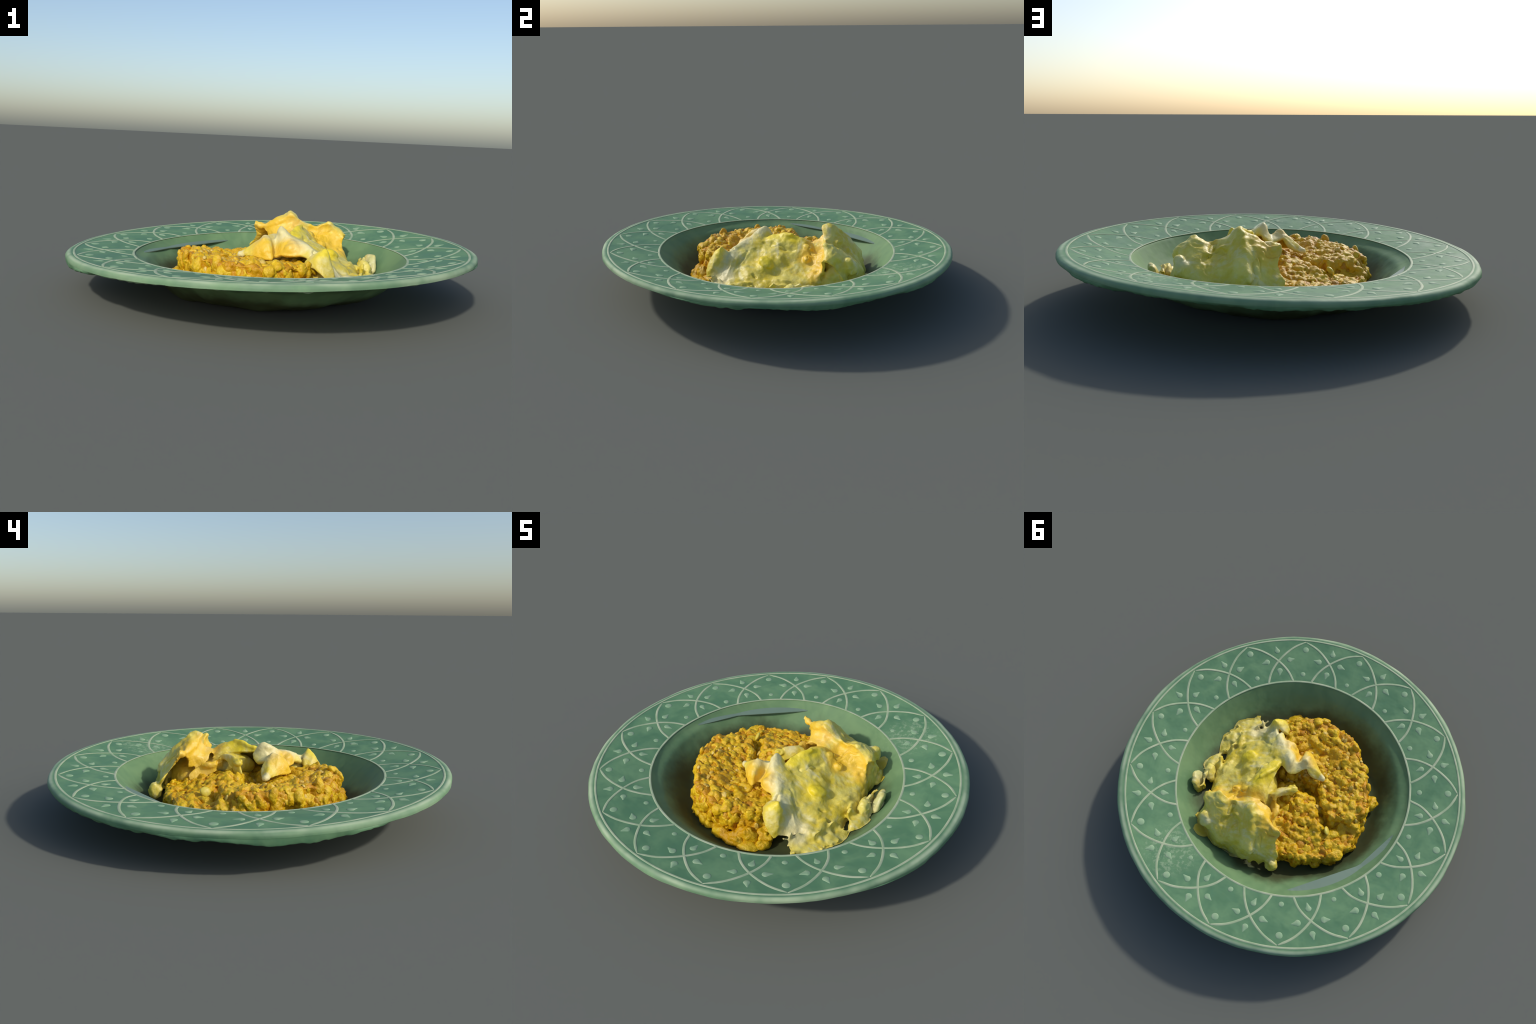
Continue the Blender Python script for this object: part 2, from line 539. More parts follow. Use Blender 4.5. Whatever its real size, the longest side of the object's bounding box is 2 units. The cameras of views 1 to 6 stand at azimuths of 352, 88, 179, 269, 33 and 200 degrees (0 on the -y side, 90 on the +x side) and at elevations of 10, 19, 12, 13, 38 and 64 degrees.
def build_relief(plate):
    tips, first = 16, 12.8
    # ring lines
    for r, half, nm in ((0.951, 0.0052, "outer_ring_line"), (0.674, 0.0056, "inner_ring_line")):
        a = np.linspace(0, 2 * np.pi, 300, endpoint=False)
        wob = r + 0.0012 * fbm(np.stack([np.cos(a), np.sin(a), 0 * a], 1), 6, 2, 2)
        C = np.stack([wob * np.cos(a), wob * np.sin(a), 0 * a + rim_z(wob)], 1)
        C[:, 2] += lean(C[:, 0], C[:, 1])
        add(nm, make_mesh(nm, *tube(C, half * 1.12, 0.0017, True)), plate, MAT_RELIEF)
    arc = [(0.0, 0.940), (5.3, 0.893), (11.25, 0.814), (15.2, 0.745), (17.3, 0.688), (17.6, 0.676)]
    tear = bead(0, 0.0180, 0.0042, 0.95)
    dot = bead(0, 0.0205, 0.0042, 0)
    small = bead(0, 0.0150, 0.0035, 0)
    for me in (tear, dot, small):
        me.materials.append(MAT_BEAD)
    slope = math.atan(0.143)

    def place(name, me, ang, r, heading, scale=1.0):
        ob = add(name, me, plate)
        a = math.radians(ang)
        x, y = r * math.cos(a), r * math.sin(a)
        gx = (lean(x + 0.01, y) - lean(x - 0.01, y)) / 0.02
        gy = (lean(x, y + 0.01) - lean(x, y - 0.01)) / 0.02
        M = Matrix.Translation((x, y, rim_z(r) + lean(x, y) - 0.0008)) @ Vector((0, 0, 1)).rotation_difference(Vector((-gx, -gy, 1))).to_matrix().to_4x4() @ Matrix.Rotation(a, 4, 'Z') \
            @ Matrix.Rotation(-slope, 4, 'Y') @ Matrix.Rotation(math.radians(heading), 4, 'Z') @ Matrix.Scale(scale, 4)
        ob.matrix_basis = M

    for k in range(tips):
        base = first + 22.5 * k + random.uniform(-0.25, 0.25)
        for side in (1, -1):
            pts = [(base + side * a + random.uniform(-0.15, 0.15), r) for a, r in arc]
            add("arc_line", make_mesh("arc_line", *relief_strip(pts, 0.0070, 0.0017)), plate, MAT_RELIEF)
        j = lambda s: random.uniform(-s, s)
        place("dot", dot, base + j(0.3), 0.888 + j(0.003), 0, 1 + j(0.07))
        place("small_dot", small, base + j(0.3), 0.724 + j(0.004), 0, 1 + j(0.12))
        cross = base + 11.25
        place("teardrop", tear, cross + j(0.3), 0.880 + j(0.003), 0 + j(16), 1 + j(0.06))
        place("teardrop", tear, cross + j(0.3), 0.746 + j(0.003), 180 + j(12), 1 + j(0.06))
        place("teardrop", tear, cross + 5.0 + j(0.3), 0.817 + j(0.003), 90 + j(16), 1 + j(0.06))
        place("teardrop", tear, cross - 5.0 + j(0.3), 0.817 + j(0.003), -90 + j(16), 1 + j(0.06))


def build_sliver(plate):
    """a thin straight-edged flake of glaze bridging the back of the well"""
    edge = np.array([(-0.626, 0.125, 0.158), (-0.494, 0.352, 0.150), (-0.150, 0.614, 0.160)])
    n = 24
    t = np.linspace(0, 2, n)
    out, inn = [], []
    for q in t:
        k = min(int(q), 1)
        p = edge[k] + (edge[k + 1] - edge[k]) * (q - k)
        inn.append(tuple(p))
        d = p[:2] / np.linalg.norm(p[:2])
        out.append((d[0] * 0.643, d[1] * 0.643, p[2] + 0.006))
    V = np.array(out + inn)
    low = V - np.array([0, 0, 0.004])
    V = np.concatenate([V, low])
    F = []
    N = 2 * n
    for i in range(n - 1):
        F.append((i, i + 1, n + i + 1, n + i))
        F.append((N + n + i, N + n + i + 1, N + i + 1, N + i))
        F.append((n + i, n + i + 1, N + n + i + 1, N + n + i))
        F.append((N + i, N + i + 1, i + 1, i))
    F.append((0, n, N + n, N))
    F.append((n - 1, N + n - 1, N + N - 1, 2 * n - 1)[::-1])
    m = Nodes("grey_glaze")
    m.set(Base_Color=m.mix(m.noise(8), srgb(108, 130, 112), srgb(116, 138, 120)), Roughness=0.55)
    add("glaze_flake", make_mesh("glaze_flake", V, F, shade=False), plate, m.mat)


# ------------------------------------------------------------------ patty
def on_plate(V):
    """food rests on the well: nothing sinks through the glaze"""
    t = np.array(TOP)
    V[:, 2] = np.maximum(V[:, 2], np.interp(np.hypot(V[:, 0], V[:, 1]), t[:, 0], t[:, 1]) + lean(V[:, 0], V[:, 1]) + wall_swell(V[:, 0], V[:, 1]) + 0.003)
    return V


STEP = [(-0.50, 0.07), (-0.45, 0.086), (-0.372, 0.13), (-0.265, 0.145), (-0.216, 0.087), (-0.148, -0.007), (-0.043, -0.085),
        (0.05, -0.06), (0.2, -0.04), (0.5, -0.02)]
PATTY_R = [(-180, 0.450), (-160, 0.438), (-140, 0.447), (-122, 0.462), (-104, 0.462), (-90, 0.452), (-72, 0.415), (-55, 0.35), (-20, 0.30),
           (20, 0.30), (60, 0.34), (85, 0.42), (100, 0.435), (117, 0.470), (130, 0.492), (145, 0.492), (160, 0.478), (172, 0.462), (180, 0.450)]


def patty_top(x, y):
    sx = np.array(STEP)
    d = y - np.interp(x, sx[:, 0], sx[:, 1])
    P = np.stack([x, y, 0 * x], -1)
    w = d + 0.018 * fbm(P, 12, 2, 40)
    r = np.hypot(x, y)
    upper = 0.176 + 0.026 * smooth(0.22, 0.38, r) - 0.04 * smooth(0.08, 0.25, x) + 0.006 * (1 - smooth(-0.42, -0.2, y))
    lower = 0.166 - 0.035 * smooth(0.16, 0.46, r) + 0.034 * np.exp(-((x + 0.055) ** 2 + (y - 0.10) ** 2) / 0.007)
    valley = 0.044 * np.exp(-((w - 0.04) / 0.038) ** 2) * smooth(-0.42, -0.25, x) * (1 - smooth(0.1, 0.2, x))
    lower = lower - valley
    hollow = 0.060 * np.exp(-(((x + 0.09) / 0.075) ** 2 + ((y + 0.015) / 0.06) ** 2))
    return upper + (lower - upper) * smooth(-0.02, 0.03, w) - hollow


def build_patty():
    nth, nr, ns = 760, 190, 56
    th = np.linspace(-np.pi, np.pi, nth, endpoint=False)
    tab = np.array(PATTY_R)
    R = np.interp(np.degrees(th), tab[:, 0], tab[:, 1])
    ring = np.stack([np.cos(th), np.sin(th), 0 * th], 1)
    R = R * (1 + 0.012 * fbm(ring, 5, 3, 77)) - 0.012 + 0.006 * smooth(0.3, 1.0, np.sin(th))
    rows = []
    for i in range(nr):                                   # top
        q = (i / (nr - 1)) * 0.985
        r = R * q
        x, y = r * np.cos(th), r * np.sin(th)
        z = patty_top(x, y)
        z = z - 0.010 * smooth(0.95, 1.0, q)
        rows.append(np.stack([x, y, z], 1))
    top_edge = rows[-1]
    for j in range(1, ns + 1):                            # side, bulging a little
        q = j / ns
        z = top_edge[:, 2] * (1 - q) + 0.018 * q
        r = R * (0.985 + 0.012 * math.sin(q * 3.1)) + 0.012 * q * q * smooth(0.2, 0.9, -np.sin(th + 0.25))
        rows.append(np.stack([r * np.cos(th), r * np.sin(th), z], 1))
    P = np.stack(rows, 1)
    n0 = P.shape[1]
    F = grid_faces(nth, n0, close_u=True)
    V = P.reshape(-1, 3)
    N = normals_of(V, F)
    N[np.isnan(N)] = 0
    if N[200, 2] < 0:
        N = -N
        F = [f[::-1] for f in F]
    N[:, :][np.linalg.norm(N, axis=1) < .5] = (0, 0, 1)
    row = np.tile(np.arange(n0), nth)
    side = smooth(nr - 12, nr + 6, row.astype(float))
    # packed grains: rounded lumps in rough rows, finer grit on top, hanging shreds on the side
    warp = V + 0.016 * np.stack([fbm(V, 18, 2, q) for q in (1, 2, 3)], 1)
    a1, ida = worley(warp * np.array([1.0, 1.2, 0.8]), 19, 5)
    b1, idb = worley(warp, 40, 8)
    lumps = smooth(0.85, 0.2, a1) * (0.6 + 0.4 * ida)
    grit = smooth(0.8, 0.2, b1) * idb ** 1.5
    h = 0.022 * lumps + 0.005 * fbm(V, 22, 4, 19, 0.6)
    shred, ids = worley(warp * np.array([1.0, 1.0, 0.45]), 26, 25)
    hs = 0.022 * smooth(0.85, 0.3, shred) * (0.2 + ids) + 0.010 * grit + 0.030 * fbm(V * np.array([1, 1, 0.3]), 11, 3, 51)
    disp = h * (1 - side) + hs * side - 0.011
    V = V + N * disp[:, None]
    # a bite-like cavity low on the -x side and a break on the -y side
    for c, rad, depth in (((-0.44, -0.195, 0.06), 0.085, 0.100), ((0.03, -0.47, 0.05), 0.06, 0.05), ((-0.36, -0.33, 0.09), 0.045, 0.035)):
        d = np.linalg.norm((V - np.array(c)) * np.array([1, 1, 0.75]), axis=1)
        k = depth * (1 - smooth(0.2, 1.0, d / rad))
        rr = np.linalg.norm(V[:, :2], axis=1, keepdims=True) + 1e-6
        V[:, :2] -= V[:, :2] / rr * k[:, None]
    V = on_plate(V)
    F.append(tuple(i * n0 + n0 - 1 for i in range(nth)))           # underside
    return V, F


def bit(n):
    """unit ball used for every grain"""
    v, f = ball((0, 0, 0), (1, 1, 1), n=n)
    return v, f


def build_grains(V, F, count, lo, hi, seed, tall, sink, keep):
    """soft grains pressed into the patty, each its own lump, laid along the surface normal"""
    rng = np.random.default_rng(seed)
    N = normals_of(V, F)
    q = np.array([f[:4] for f in F if len(f) == 4])
    ctr = V[q].mean(1)
    area = np.linalg.norm(np.cross(V[q[:, 1]] - V[q[:, 0]], V[q[:, 3]] - V[q[:, 0]]), axis=1)
    w = area * keep(ctr)
    pick = rng.choice(len(q), count * 4, p=w / w.sum())
    bv, bf = bit(14)
    placed, out, faces, off = [], [], [], 0
    for k in pick:
        p = ctr[k]
        size = lo + (hi - lo) * rng.random() ** 2
        if any(np.dot(p - a, p - a) < (0.72 * (size + b)) ** 2 for a, b in placed[-1500:]):
            continue
        placed.append((p, size))
        nrm = N[q[k][0]]
        ref = np.array([0, 0, 1.0]) if abs(nrm[2]) < 0.75 else rng.normal(size=3)
        t1 = np.cross(nrm, ref)
        t1 /= np.linalg.norm(t1)
        t2 = np.cross(nrm, t1)
        a, b, c = size * rng.uniform(0.8, 1.2), size * rng.uniform(0.9, 1.5) * (tall if abs(nrm[2]) < 0.75 else 1.0), size * rng.uniform(0.5, 0.8)
        u = bv * (1 + 0.28 * fbm(bv + rng.uniform(-50, 50, 3), 1.3, 2, seed))[:, None]
        P = p + nrm * (c * sink) + u[:, :1] * t1 * a + u[:, 1:2] * t2 * b + u[:, 2:] * nrm * c
        out.append(P)
        faces += [tuple(i + off for i in f) for f in bf]
        off += len(bv)
        if len(placed) >= count:
            break
    return on_plate(np.concatenate(out)), faces


def crumb(name, c, radii, parent, mat, seed, turn=0.0, lump=0.4):
    V, F = ball((0, 0, 0), radii, (0, 0, turn), 44, 0)
    N = V / np.linalg.norm(V, axis=1, keepdims=True)
    P = V + np.array(c)
    s = min(radii)
    w1, wid = worley(P, 40, seed)
    g = smooth(0.8, 0.2, w1) * wid
    V = V + N * (s * lump * (fbm(P, 16, 3, seed) + 0.8 * g - 0.2))[:, None]
    me = make_mesh(name, on_plate(V + np.array(c)), F)
    return add(name, me, parent, mat)


# ------------------------------------------------------------------ egg
FLAP = [[(0.03, 0.31, 0.20), (-0.005, 0.335, 0.265), (-0.019, 0.337, 0.296), (-0.025, 0.350, 0.310), (-0.018, 0.392, 0.25), (-0.025, 0.445, 0.18), (-0.015, 0.505, 0.07)],
        [(0.045, 0.27, 0.21), (0.020, 0.315, 0.268), (0.012, 0.316, 0.292), (0.015, 0.335, 0.308), (0.012, 0.380, 0.265), (0.010, 0.450, 0.18), (0.025, 0.50, 0.055)],
        [(0.065, 0.225, 0.235), (0.060, 0.285, 0.285), (0.062, 0.290, 0.312), (0.062, 0.318, 0.328), (0.055, 0.375, 0.29), (0.06, 0.455, 0.20), (0.055, 0.51, 0.05)],
        [(0.10, 0.21, 0.265), (0.105, 0.265, 0.300), (0.105, 0.262, 0.345), (0.108, 0.305, 0.360), (0.100, 0.37, 0.31), (0.10, 0.46, 0.205), (0.10, 0.51, 0.05)],
        [(0.15, 0.19, 0.275), (0.150, 0.255, 0.312), (0.143, 0.240, 0.366), (0.152, 0.297, 0.383), (0.145, 0.36, 0.325), (0.14, 0.468, 0.205), (0.14, 0.505, 0.05)],
        [(0.25, 0.20, 0.255), (0.252, 0.240, 0.280), (0.255, 0.243, 0.303), (0.262, 0.265, 0.313), (0.25, 0.335, 0.27), (0.24, 0.45, 0.18), (0.23, 0.48, 0.045)],
        [(0.33, 0.19, 0.23), (0.345, 0.228, 0.280), (0.348, 0.224, 0.322), (0.354, 0.250, 0.337), (0.36, 0.31, 0.30), (0.35, 0.428, 0.18), (0.32, 0.475, 0.05)],
        [(0.42, 0.205, 0.165), (0.434, 0.216, 0.210), (0.437, 0.214, 0.252), (0.439, 0.232, 0.270), (0.445, 0.28, 0.24), (0.45, 0.345, 0.13), (0.435, 0.40, 0.05)]]

MAIN = [[(0.19, -0.28, 0.235), (0.235, -0.265, 0.205), (0.27, -0.27, 0.18), (0.30, -0.29, 0.145), (0.325, -0.305, 0.105), (0.345, -0.325, 0.07), (0.36, -0.34, 0.035)],
        [(0.15, -0.20, 0.265), (0.195, -0.19, 0.235), (0.24, -0.188, 0.192), (0.29, -0.175, 0.172), (0.345, -0.18, 0.145), (0.40, -0.20, 0.09), (0.425, -0.215, 0.035)],
        [(0.09, -0.12, 0.30), (0.15, -0.10, 0.272), (0.22, -0.105, 0.226), (0.296, -0.10, 0.196), (0.366, -0.12, 0.155), (0.432, -0.10, 0.112), (0.465, -0.11, 0.035)],
        [(0.075, -0.05, 0.285), (0.10, -0.045, 0.303), (0.16, -0.05, 0.283), (0.263, -0.05, 0.232), (0.345, -0.035, 0.168), (0.432, -0.03, 0.124), (0.462, -0.03, 0.035)],
        [(0.09, 0.03, 0.28), (0.135, 0.04, 0.328), (0.19, 0.055, 0.302), (0.235, 0.065, 0.250), (0.33, 0.05, 0.190), (0.450, 0.05, 0.128), (0.468, 0.06, 0.035)],
        [(0.11, 0.12, 0.27), (0.17, 0.095, 0.327), (0.20, 0.13, 0.288), (0.255, 0.13, 0.245), (0.33, 0.13, 0.196), (0.440, 0.14, 0.145), (0.460, 0.15, 0.035)],
        [(0.10, 0.20, 0.25), (0.18, 0.19, 0.275), (0.24, 0.195, 0.258), (0.287, 0.20, 0.250), (0.35, 0.205, 0.215), (0.438, 0.208, 0.182), (0.455, 0.225, 0.045)]]

ARM = [[(-0.160, -0.085, 0.185), (-0.170, -0.085, 0.197), (-0.172, -0.070, 0.208), (-0.150, -0.048, 0.19)],
       [(-0.105, -0.150, 0.200), (-0.110, -0.125, 0.232), (-0.105, -0.088, 0.250), (-0.10, -0.050, 0.225)],
       [(-0.060, -0.190, 0.195), (-0.068, -0.170, 0.250), (-0.060, -0.110, 0.300), (-0.065, -0.065, 0.265)],
       [(-0.018, -0.205, 0.200), (-0.020, -0.180, 0.260), (-0.030, -0.112, 0.306), (-0.040, -0.060, 0.26)],
       [(0.000, -0.170, 0.215), (0.000, -0.112, 0.240), (0.003, -0.085, 0.283), (0.000, -0.025, 0.25)],
       [(0.030, -0.200, 0.220), (0.028, -0.135, 0.285), (0.034, -0.066, 0.340), (0.045, -0.010, 0.29)],
       [(0.075, -0.225, 0.220), (0.080, -0.200, 0.275), (0.070, -0.105, 0.318), (0.090, -0.050, 0.285)],
       [(0.120, -0.240, 0.225), (0.115, -0.215, 0.262), (0.105, -0.155, 0.297), (0.135, -0.110, 0.272)],
       [(0.160, -0.290, 0.200), (0.160, -0.265, 0.240), (0.170, -0.235, 0.258), (0.210, -0.225, 0.21)]]

CORNER = [[(0.112, -0.322, 0.185), (0.122, -0.308, 0.203), (0.14, -0.280, 0.222)],
          [(0.145, -0.355, 0.190), (0.162, -0.335, 0.238), (0.18, -0.295, 0.255)],
          [(0.185, -0.395, 0.160), (0.198, -0.350, 0.235), (0.205, -0.312, 0.277)],
          [(0.236, -0.402, 0.112), (0.240, -0.365, 0.180), (0.222, -0.314, 0.258)],
          [(0.255, -0.370, 0.125), (0.250, -0.335, 0.175), (0.235, -0.295, 0.220)]]

CURL = [[(-0.02, 0.03, 0.17), (-0.045, 0.045, 0.205), (-0.03, 0.075, 0.17)],
        [(0.03, 0.05, 0.22), (-0.018, 0.068, 0.262), (-0.01, 0.105, 0.225)],
        [(0.07, 0.09, 0.25), (0.020, 0.105, 0.285), (0.03, 0.140, 0.25)],
        [(0.10, 0.14, 0.25), (0.068, 0.145, 0.276), (0.065, 0.175, 0.25)]]

VALE = [[(0.205, -0.312, 0.272), (0.235, -0.330, 0.215), (0.250, -0.352, 0.165), (0.247, -0.385, 0.125)],
        [(0.195, -0.275, 0.245), (0.235, -0.290, 0.200), (0.262, -0.310, 0.155), (0.285, -0.345, 0.105)],
        [(0.190, -0.235, 0.243), (0.235, -0.250, 0.210), (0.275, -0.275, 0.170), (0.320, -0.310, 0.110)]]

CURL_LOW = [[(0.09, 0.14, 0.20), (0.045, 0.155, 0.254), (0.03, 0.165, 0.19)],
            [(0.09, 0.20, 0.18), (0.040, 0.215, 0.235), (0.015, 0.215, 0.17)],
            [(0.08, 0.26, 0.16), (0.035, 0.270, 0.215), (0.005, 0.27, 0.15)],
            [(0.06, 0.32, 0.14), (0.010, 0.320, 0.180), (-0.005, 0.32, 0.13)]]


def scrap(center, half, turn, slope, curl, seed):
    """a small crumpled flake of egg: runs along `turn`, falls away sideways at `slope`"""
    rng = np.random.default_rng(seed)
    d = np.array([math.cos(turn), math.sin(turn), 0.0])
    o = np.array([math.sin(turn), -math.cos(turn), 0.0])
    down = o * math.cos(slope) - np.array([0, 0, 1.0]) * math.sin(slope)
    n = np.cross(d, down)
    n = n if n[2] > 0 else -n
    net = []
    for i in range(6):
        a = (i / 5 - 0.5) * 2
        col = []
        for j in range(5):
            b = (j / 4 - 0.5) * 2
            lift = rng.uniform(-1, 1) * curl + curl * 1.4 * b * b - curl * 0.5 * a * a
            w = 1 - 0.3 * a * a + rng.uniform(-0.12, 0.12)
            col.append(np.array(center) + d * half[0] * a * rng.uniform(0.85, 1.1) + down * half[1] * b * w + n * lift)
        net.append(col)
    return sheet(net, 0.020, 50, 36, 0.005, seed, 0.9, 0.06, 0.02)


def build_egg_skin():
    parts = [sheet(FLAP, 0.022, 90, 90, 0.018, 1, rag=0.05, wavy=0.05), sheet(MAIN, 0.026, 110, 90, 0.014, 2, rag=0.08), sheet(ARM, 0.026, 90, 50, 0.008, 3, 0.8, wavy=0.02),
             sheet(CORNER, 0.014, 50, 40, 0.007, 4, 0.7, wavy=0.03), sheet(VALE, 0.03, 44, 36, 0.006, 8), sheet(CURL, 0.026, 44, 30, 0.008, 5, wavy=0.02), sheet(CURL_LOW, 0.024, 44, 30, 0.008, 6, wavy=0.02),
             ball((0.27, 0.03, 0.07), (0.17, 0.24, 0.10)), ball((0.22, 0.33, 0.14), (0.17, 0.10, 0.11)), ball((0.20, 0.19, 0.17), (0.12, 0.09, 0.085)),
             ball((0.17, 0.31, 0.26), (0.09, 0.035, 0.06), (-0.6, 0, -0.2)), ball((0.35, 0.28, 0.20), (0.07, 0.05, 0.07)),
             ball((0.14, 0.10, 0.2), (0.07, 0.13, 0.07)), ball((0.20, -0.22, 0.12), (0.09, 0.10, 0.09)), ball((0.415, 0.255, 0.10), (0.04, 0.08, 0.07)),
             # crumpled scraps lying over and round the foot of the fold
             ball((0.30, -0.15, 0.135), (0.10, 0.06, 0.045), (0, 0.35, 0.5), 36, 0.012, 16, 11), ball((0.39, -0.06, 0.10), (0.06, 0.09, 0.045), (0, 0.3, 0), 36, 0.012, 16, 13),
             ball((0.35, -0.24, 0.085), (0.07, 0.07, 0.05), (0, 0.4, 0.4), 36, 0.014, 16, 14), ball((0.38, 0.10, 0.11), (0.08, 0.12, 0.055), (0, 0.3, 0), 36, 0.012, 16, 15),
             scrap((0.365, -0.335, 0.085), (0.085, 0.05), 0.75, 0.35, 0.018, 14),
             scrap((0.445, -0.210, 0.088), (0.09, 0.045), 1.25, 0.5, 0.018, 15), scrap((0.485, 0.000, 0.100), (0.07, 0.05), 1.6, 0.8, 0.016, 16),
             scrap((0.525, 0.105, 0.115), (0.055, 0.05), 1.75, 1.2, 0.016, 17),
             scrap((0.435, 0.335, 0.095), (0.05, 0.055), 2.3, 1.1, 0.014, 19), scrap((0.22, 0.45, 0.09), (0.08, 0.05), 3.0, 1.0, 0.012, 20),
             ball((0.40, -0.33, 0.055), (0.10, 0.05, 0.04), (0, 0, 0.72), 32, 0.014, 18, 30), ball((0.47, -0.20, 0.055), (0.05, 0.10, 0.042), (0, 0.2, -0.25), 32, 0.014, 18, 31),
             ball((0.51, -0.02, 0.065), (0.045, 0.08, 0.042), (0, 0.3, -0.1), 32, 0.014, 18, 32),
             # thumb and fold on the outer side of the flap
             ball((0.388, 0.370, 0.205), (0.044, 0.034, 0.058), (0.35, 0.2, 0.4), 32, 0.024, 20, 3),
             ball((0.445, 0.345, 0.085), (0.022, 0.050, 0.045), (0, 0.2, 0.3), 32, 0.012, 18, 4),
             ball((0.420, 0.405, 0.055), (0.040, 0.040, 0.038), (0, 0, 0.4), 32, 0.014, 18, 5),
             ball((0.100, 0.468, 0.195), (0.018, 0.014, 0.034), (0.5, 0, 0.5), 24, 0.006, 25, 6),
             ball((0.205, 0.455, 0.12), (0.045, 0.022, 0.05), (0.4, 0, 0), 24, 0.012, 22, 7),
             ball((-0.020, 0.480, 0.105), (0.040, 0.032, 0.042), (0, 0, 0.5), 28, 0.026, 24, 8),
             ball((-0.008, 0.345, 0.290), (0.024, 0.020, 0.022), (0, 0, 0), 28, 0.004, 26, 48), ball((0.405, 0.300, 0.145), (0.032, 0.07, 0.10), (0, 0, 0.1), 28, 0.012, 18, 49),
             # rounded knobs along the fold that leans over the patty
             ball((-0.152, -0.075, 0.196), (0.022, 0.026, 0.018), (0, 0, 0.4), 28, 0.006, 30, 40), ball((-0.045, -0.122, 0.280), (0.026, 0.032, 0.026), (0, 0, 0), 28, 0.008, 26, 41),
             ball((0.036, -0.085, 0.312), (0.024, 0.030, 0.024), (0, 0, 0), 28, 0.008, 26, 42), ball((-0.045, -0.170, 0.225), (0.030, 0.020, 0.026), (0, 0, 0.3), 28, 0.010, 26, 43),
             ball((0.07, -0.190, 0.245), (0.034, 0.024, 0.030), (0, 0, -0.4), 28, 0.010, 26, 44), ball((-0.020, 0.062, 0.248), (0.024, 0.026, 0.018), (0, 0, 0.6), 28, 0.008, 26, 45),
             ball((0.030, 0.21, 0.222), (0.020, 0.05, 0.020), (0, 0, 0), 28, 0.008, 26, 46), ball((0.34, -0.33, 0.06), (0.055, 0.04, 0.04), (0, 0, 0.5), 28, 0.010, 22, 47),
             # lumps by the fold, hanging leg and tongue in front
             ball((0.292, 0.151, 0.222), (0.030, 0.026, 0.026), (0, 0, 0), 28, 0.008, 22, 9),
             ball((0.23, 0.165, 0.262), (0.030, 0.022, 0.026), (0, 0, .6), 28, 0.008, 22, 10),
             ball((0.290, -0.068, 0.210), (0.050, 0.034, 0.024), (0, 0.35, 0.5), 28, 0.006, 20, 11),
             ball((0.300, -0.350, 0.118), (0.012, 0.024, 0.040), (0.35, 0.2, 0.3), 24, 0.004, 22, 12),
             ball((0.385, -0.20, 0.11), (0.030, 0.060, 0.04), (0, 0.5, 0), 28, 0.012, 20, 13)]
    V, F = merge(parts)
    V, F = remeshed(V, F, 0.0045, 5)
    N = normals_of(V, F)
    crease = smooth(0.10, 0.0, np.abs(fbm(V + 0.02 * fbm(V, 12, 2, 4)[:, None], 9, 2, 65)))
    ridges = 1 - np.abs(fbm(V + 0.03 * np.stack([fbm(V, 9, 2, q) for q in (4, 5, 6)], 1), 10, 3, 91)) * 2
    h = 0.008 * fbm(V, 7, 2, 60) + 0.004 * fbm(V, 14, 3, 61) + 0.0035 * ridges - 0.006 * crease * smooth(-0.1, 0.35, vnoise(V, 7, 81)) + 0.0012 * fbm(V, 70, 2, 70) - 0.004
    V = V + N * h[:, None]
    # folds, cracks and welts that can be picked out one by one: from, to, reach, depth
    for a, b, reach, depth in (((0.262, 0.275, 0.300), (0.300, 0.400, 0.170), 0.030, 0.016), ((0.180, 0.340, 0.330), (0.260, 0.430, 0.170), 0.022, -0.010),
                               ((0.060, 0.390, 0.280), (0.080, 0.470, 0.150), 0.026, 0.010), ((0.120, 0.350, 0.330), (0.110, 0.460, 0.200), 0.030, -0.010),
                               ((0.400, 0.270, 0.280), (0.410, 0.370, 0.150), 0.022, 0.012), ((0.288, -0.164, 0.171), (0.364, -0.129, 0.153), 0.014, 0.012),
                               ((0.150, -0.069, 0.281), (0.232, 0.072, 0.250), 0.024, 0.014), ((0.190, -0.170, 0.235), (0.300, -0.250, 0.165), 0.016, 0.010),
                               ((0.350, -0.035, 0.178), (0.300, 0.060, 0.215), 0.030, 0.008), ((0.250, -0.010, 0.245), (0.390, 0.090, 0.180), 0.020, -0.006),
                               ((0.390, -0.080, 0.150), (0.430, 0.060, 0.160), 0.020, -0.008), ((0.300, 0.180, 0.240), (0.400, 0.190, 0.200), 0.022, 0.012),
                               ((0.100, -0.020, 0.300), (0.160, 0.080, 0.320), 0.018, -0.006)):
        a, b = np.array(a), np.array(b)
        t = np.clip(((V - a) @ (b - a)) / np.dot(b - a, b - a), 0, 1)
        d = np.linalg.norm(V - a - t[:, None] * (b - a) + 0.010 * np.stack([fbm(V, 16, 2, q) for q in (71, 72, 73)], 1), axis=1)
        V = V - N * (depth * (1 - smooth(0.0, 1.0, d / reach)))[:, None]
    return on_plate(V), F


def egg_lobe(name, c, radii, turn, parent, seed):
    V, F = ball((0, 0, 0), radii, turn, 56)
    N = V / np.linalg.norm(V, axis=1, keepdims=True)
    P = V + np.array(c)
    V = V + N * (0.45 * min(radii) * fbm(P, 16, 3, seed) + 0.45 * min(radii) * (0.5 - np.abs(fbm(P, 15, 3, seed + 3)) * 2))[:, None]
    return add(name, make_mesh(name, on_plate(V + np.array(c)), F), parent, MAT_EGG)


# ------------------------------------------------------------------ assembly
plate = add("soup_plate", build_plate(), None, MAT_PLATE)
plate["label"] = "green glazed ceramic soup plate with wide patterned rim"
plate["category"] = "soup plate"
build_relief(plate)
build_sliver(plate)

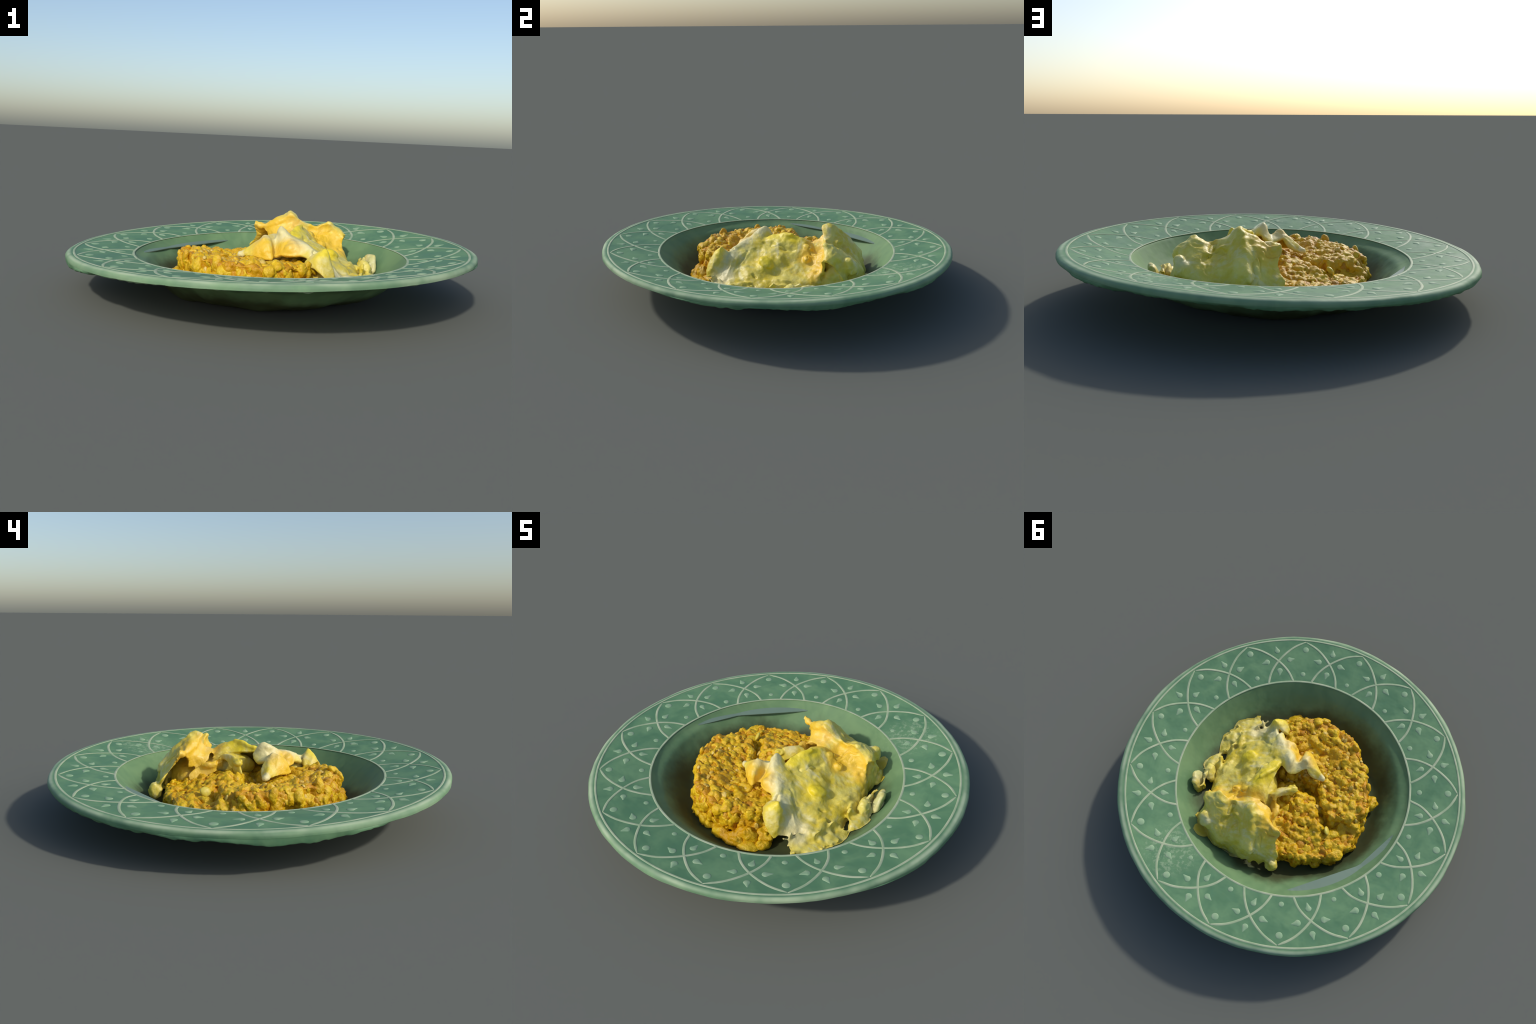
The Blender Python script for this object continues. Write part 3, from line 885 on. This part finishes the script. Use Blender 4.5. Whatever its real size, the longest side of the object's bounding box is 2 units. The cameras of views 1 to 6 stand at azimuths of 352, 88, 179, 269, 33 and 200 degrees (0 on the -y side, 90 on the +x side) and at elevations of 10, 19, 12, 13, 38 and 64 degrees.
patty = bpy.data.objects.new("golden_patty", None)
bpy.context.scene.collection.objects.link(patty)
patty["label"] = "thick round golden yellow patty of pressed grains, broken on top"
patty["category"] = "patty"
Vp, Fp = build_patty()
add("pressed_grain_disc", make_mesh("pressed_grain_disc", Vp, Fp), patty, MAT_PATTY)
body = []                  # the clumps and grains fuse into one crust over the disc
everywhere = lambda c: np.where((c[:, 0] < 0.22) & (c[:, 2] > 0.02), 1.0, 0.0)
below_edge = lambda c: everywhere(c) * np.where((np.hypot(c[:, 0], c[:, 1]) > 0.40) & (c[:, 2] > 0.165), 0.25, 1.0)
on_top = lambda c: np.where((c[:, 0] < 0.1) & (c[:, 2] > 0.13) & (np.hypot(c[:, 0] + 0.15, c[:, 1] + 0.12) < 0.24), 1.0, 0.12) * (c[:, 0] < 0.15)
for nm, n, lo, hi, seed, tall, sink, keep, mat in (("clump", 360, 0.018, 0.030, 3, 1.2, -0.25, below_edge, None),
                                                   ("grain", 1200, 0.008, 0.014, 4, 1.2, 0.05, below_edge, None),
                                                   ("pale_grain", 60, 0.008, 0.013, 5, 1.3, 0.55, on_top, MAT_PALE_GRAIN)):
    gv, gf = build_grains(Vp, Fp, n, lo, hi, seed, tall, sink, keep)
    if mat is None:
        body.append((gv, gf))
    else:
        add(nm, make_mesh(nm, gv, gf), patty, mat, "stuff")
Vb, Fb = remeshed(*merge(body), 0.0042, 2)
Nb = normals_of(Vb, Fb)
Vb = on_plate(Vb + Nb * (0.0035 * fbm(Vb, 45, 3, 88) + 0.002 * fbm(Vb, 110, 2, 89))[:, None])
add("grain_crust", make_mesh("grain_crust", Vb, Fb), patty, MAT_GRAIN, "stuff")
for i, (c, r, t) in enumerate([((0.125, -0.462, 0.045), (0.06, 0.036, 0.030), 0.3), ((0.05, -0.455, 0.06), (0.045, 0.035, 0.05), 0.0),
                               ((0.185, -0.42, 0.055), (0.04, 0.03, 0.03), 0.8), ((-0.468, -0.055, 0.085), (0.032, 0.045, 0.045), 0.0),
                               ((0.16, -0.37, 0.07), (0.055, 0.045, 0.05), 0.0), ((-0.04, -0.455, 0.05), (0.06, 0.032, 0.040), 0.1), ((0.025, -0.468, 0.045), (0.06, 0.030, 0.035), -0.1), ((0.085, -0.425, 0.075), (0.07, 0.042, 0.055), 0.2)]):
    crumb("crumb", c, r, patty, MAT_GRAIN, 100 + i * 7, t)

egg = bpy.data.objects.new("folded_egg", None)
bpy.context.scene.collection.objects.link(egg)
egg["label"] = "heap of folded pale yellow scrambled egg with upright flap"
egg["category"] = "scrambled egg"
Ve, Fe = build_egg_skin()
add("egg_fold", make_mesh("egg_fold", Ve, Fe), egg, MAT_EGG)
for i, (c, r, t) in enumerate([((0.548, 0.130, 0.110), (0.028, 0.066, 0.066), (0.0, 0.25, 0.25)),
                               ((0.497, 0.050, 0.095), (0.032, 0.050, 0.064), (0.0, 0.1, 0.4))]):
    egg_lobe("egg_curd", c, r, t, egg, 200 + 5 * i)
for c, r, t in [((-0.268, 0.214, 0.160), (0.010, 0.026, 0.022), (0.3, 0.5, 0.4)), ((0.015, -0.375, 0.208), (0.02, 0.010, 0.006), (0, 0, 0.5))]:
    egg_lobe("egg_flake", c, r, t, egg, 300)
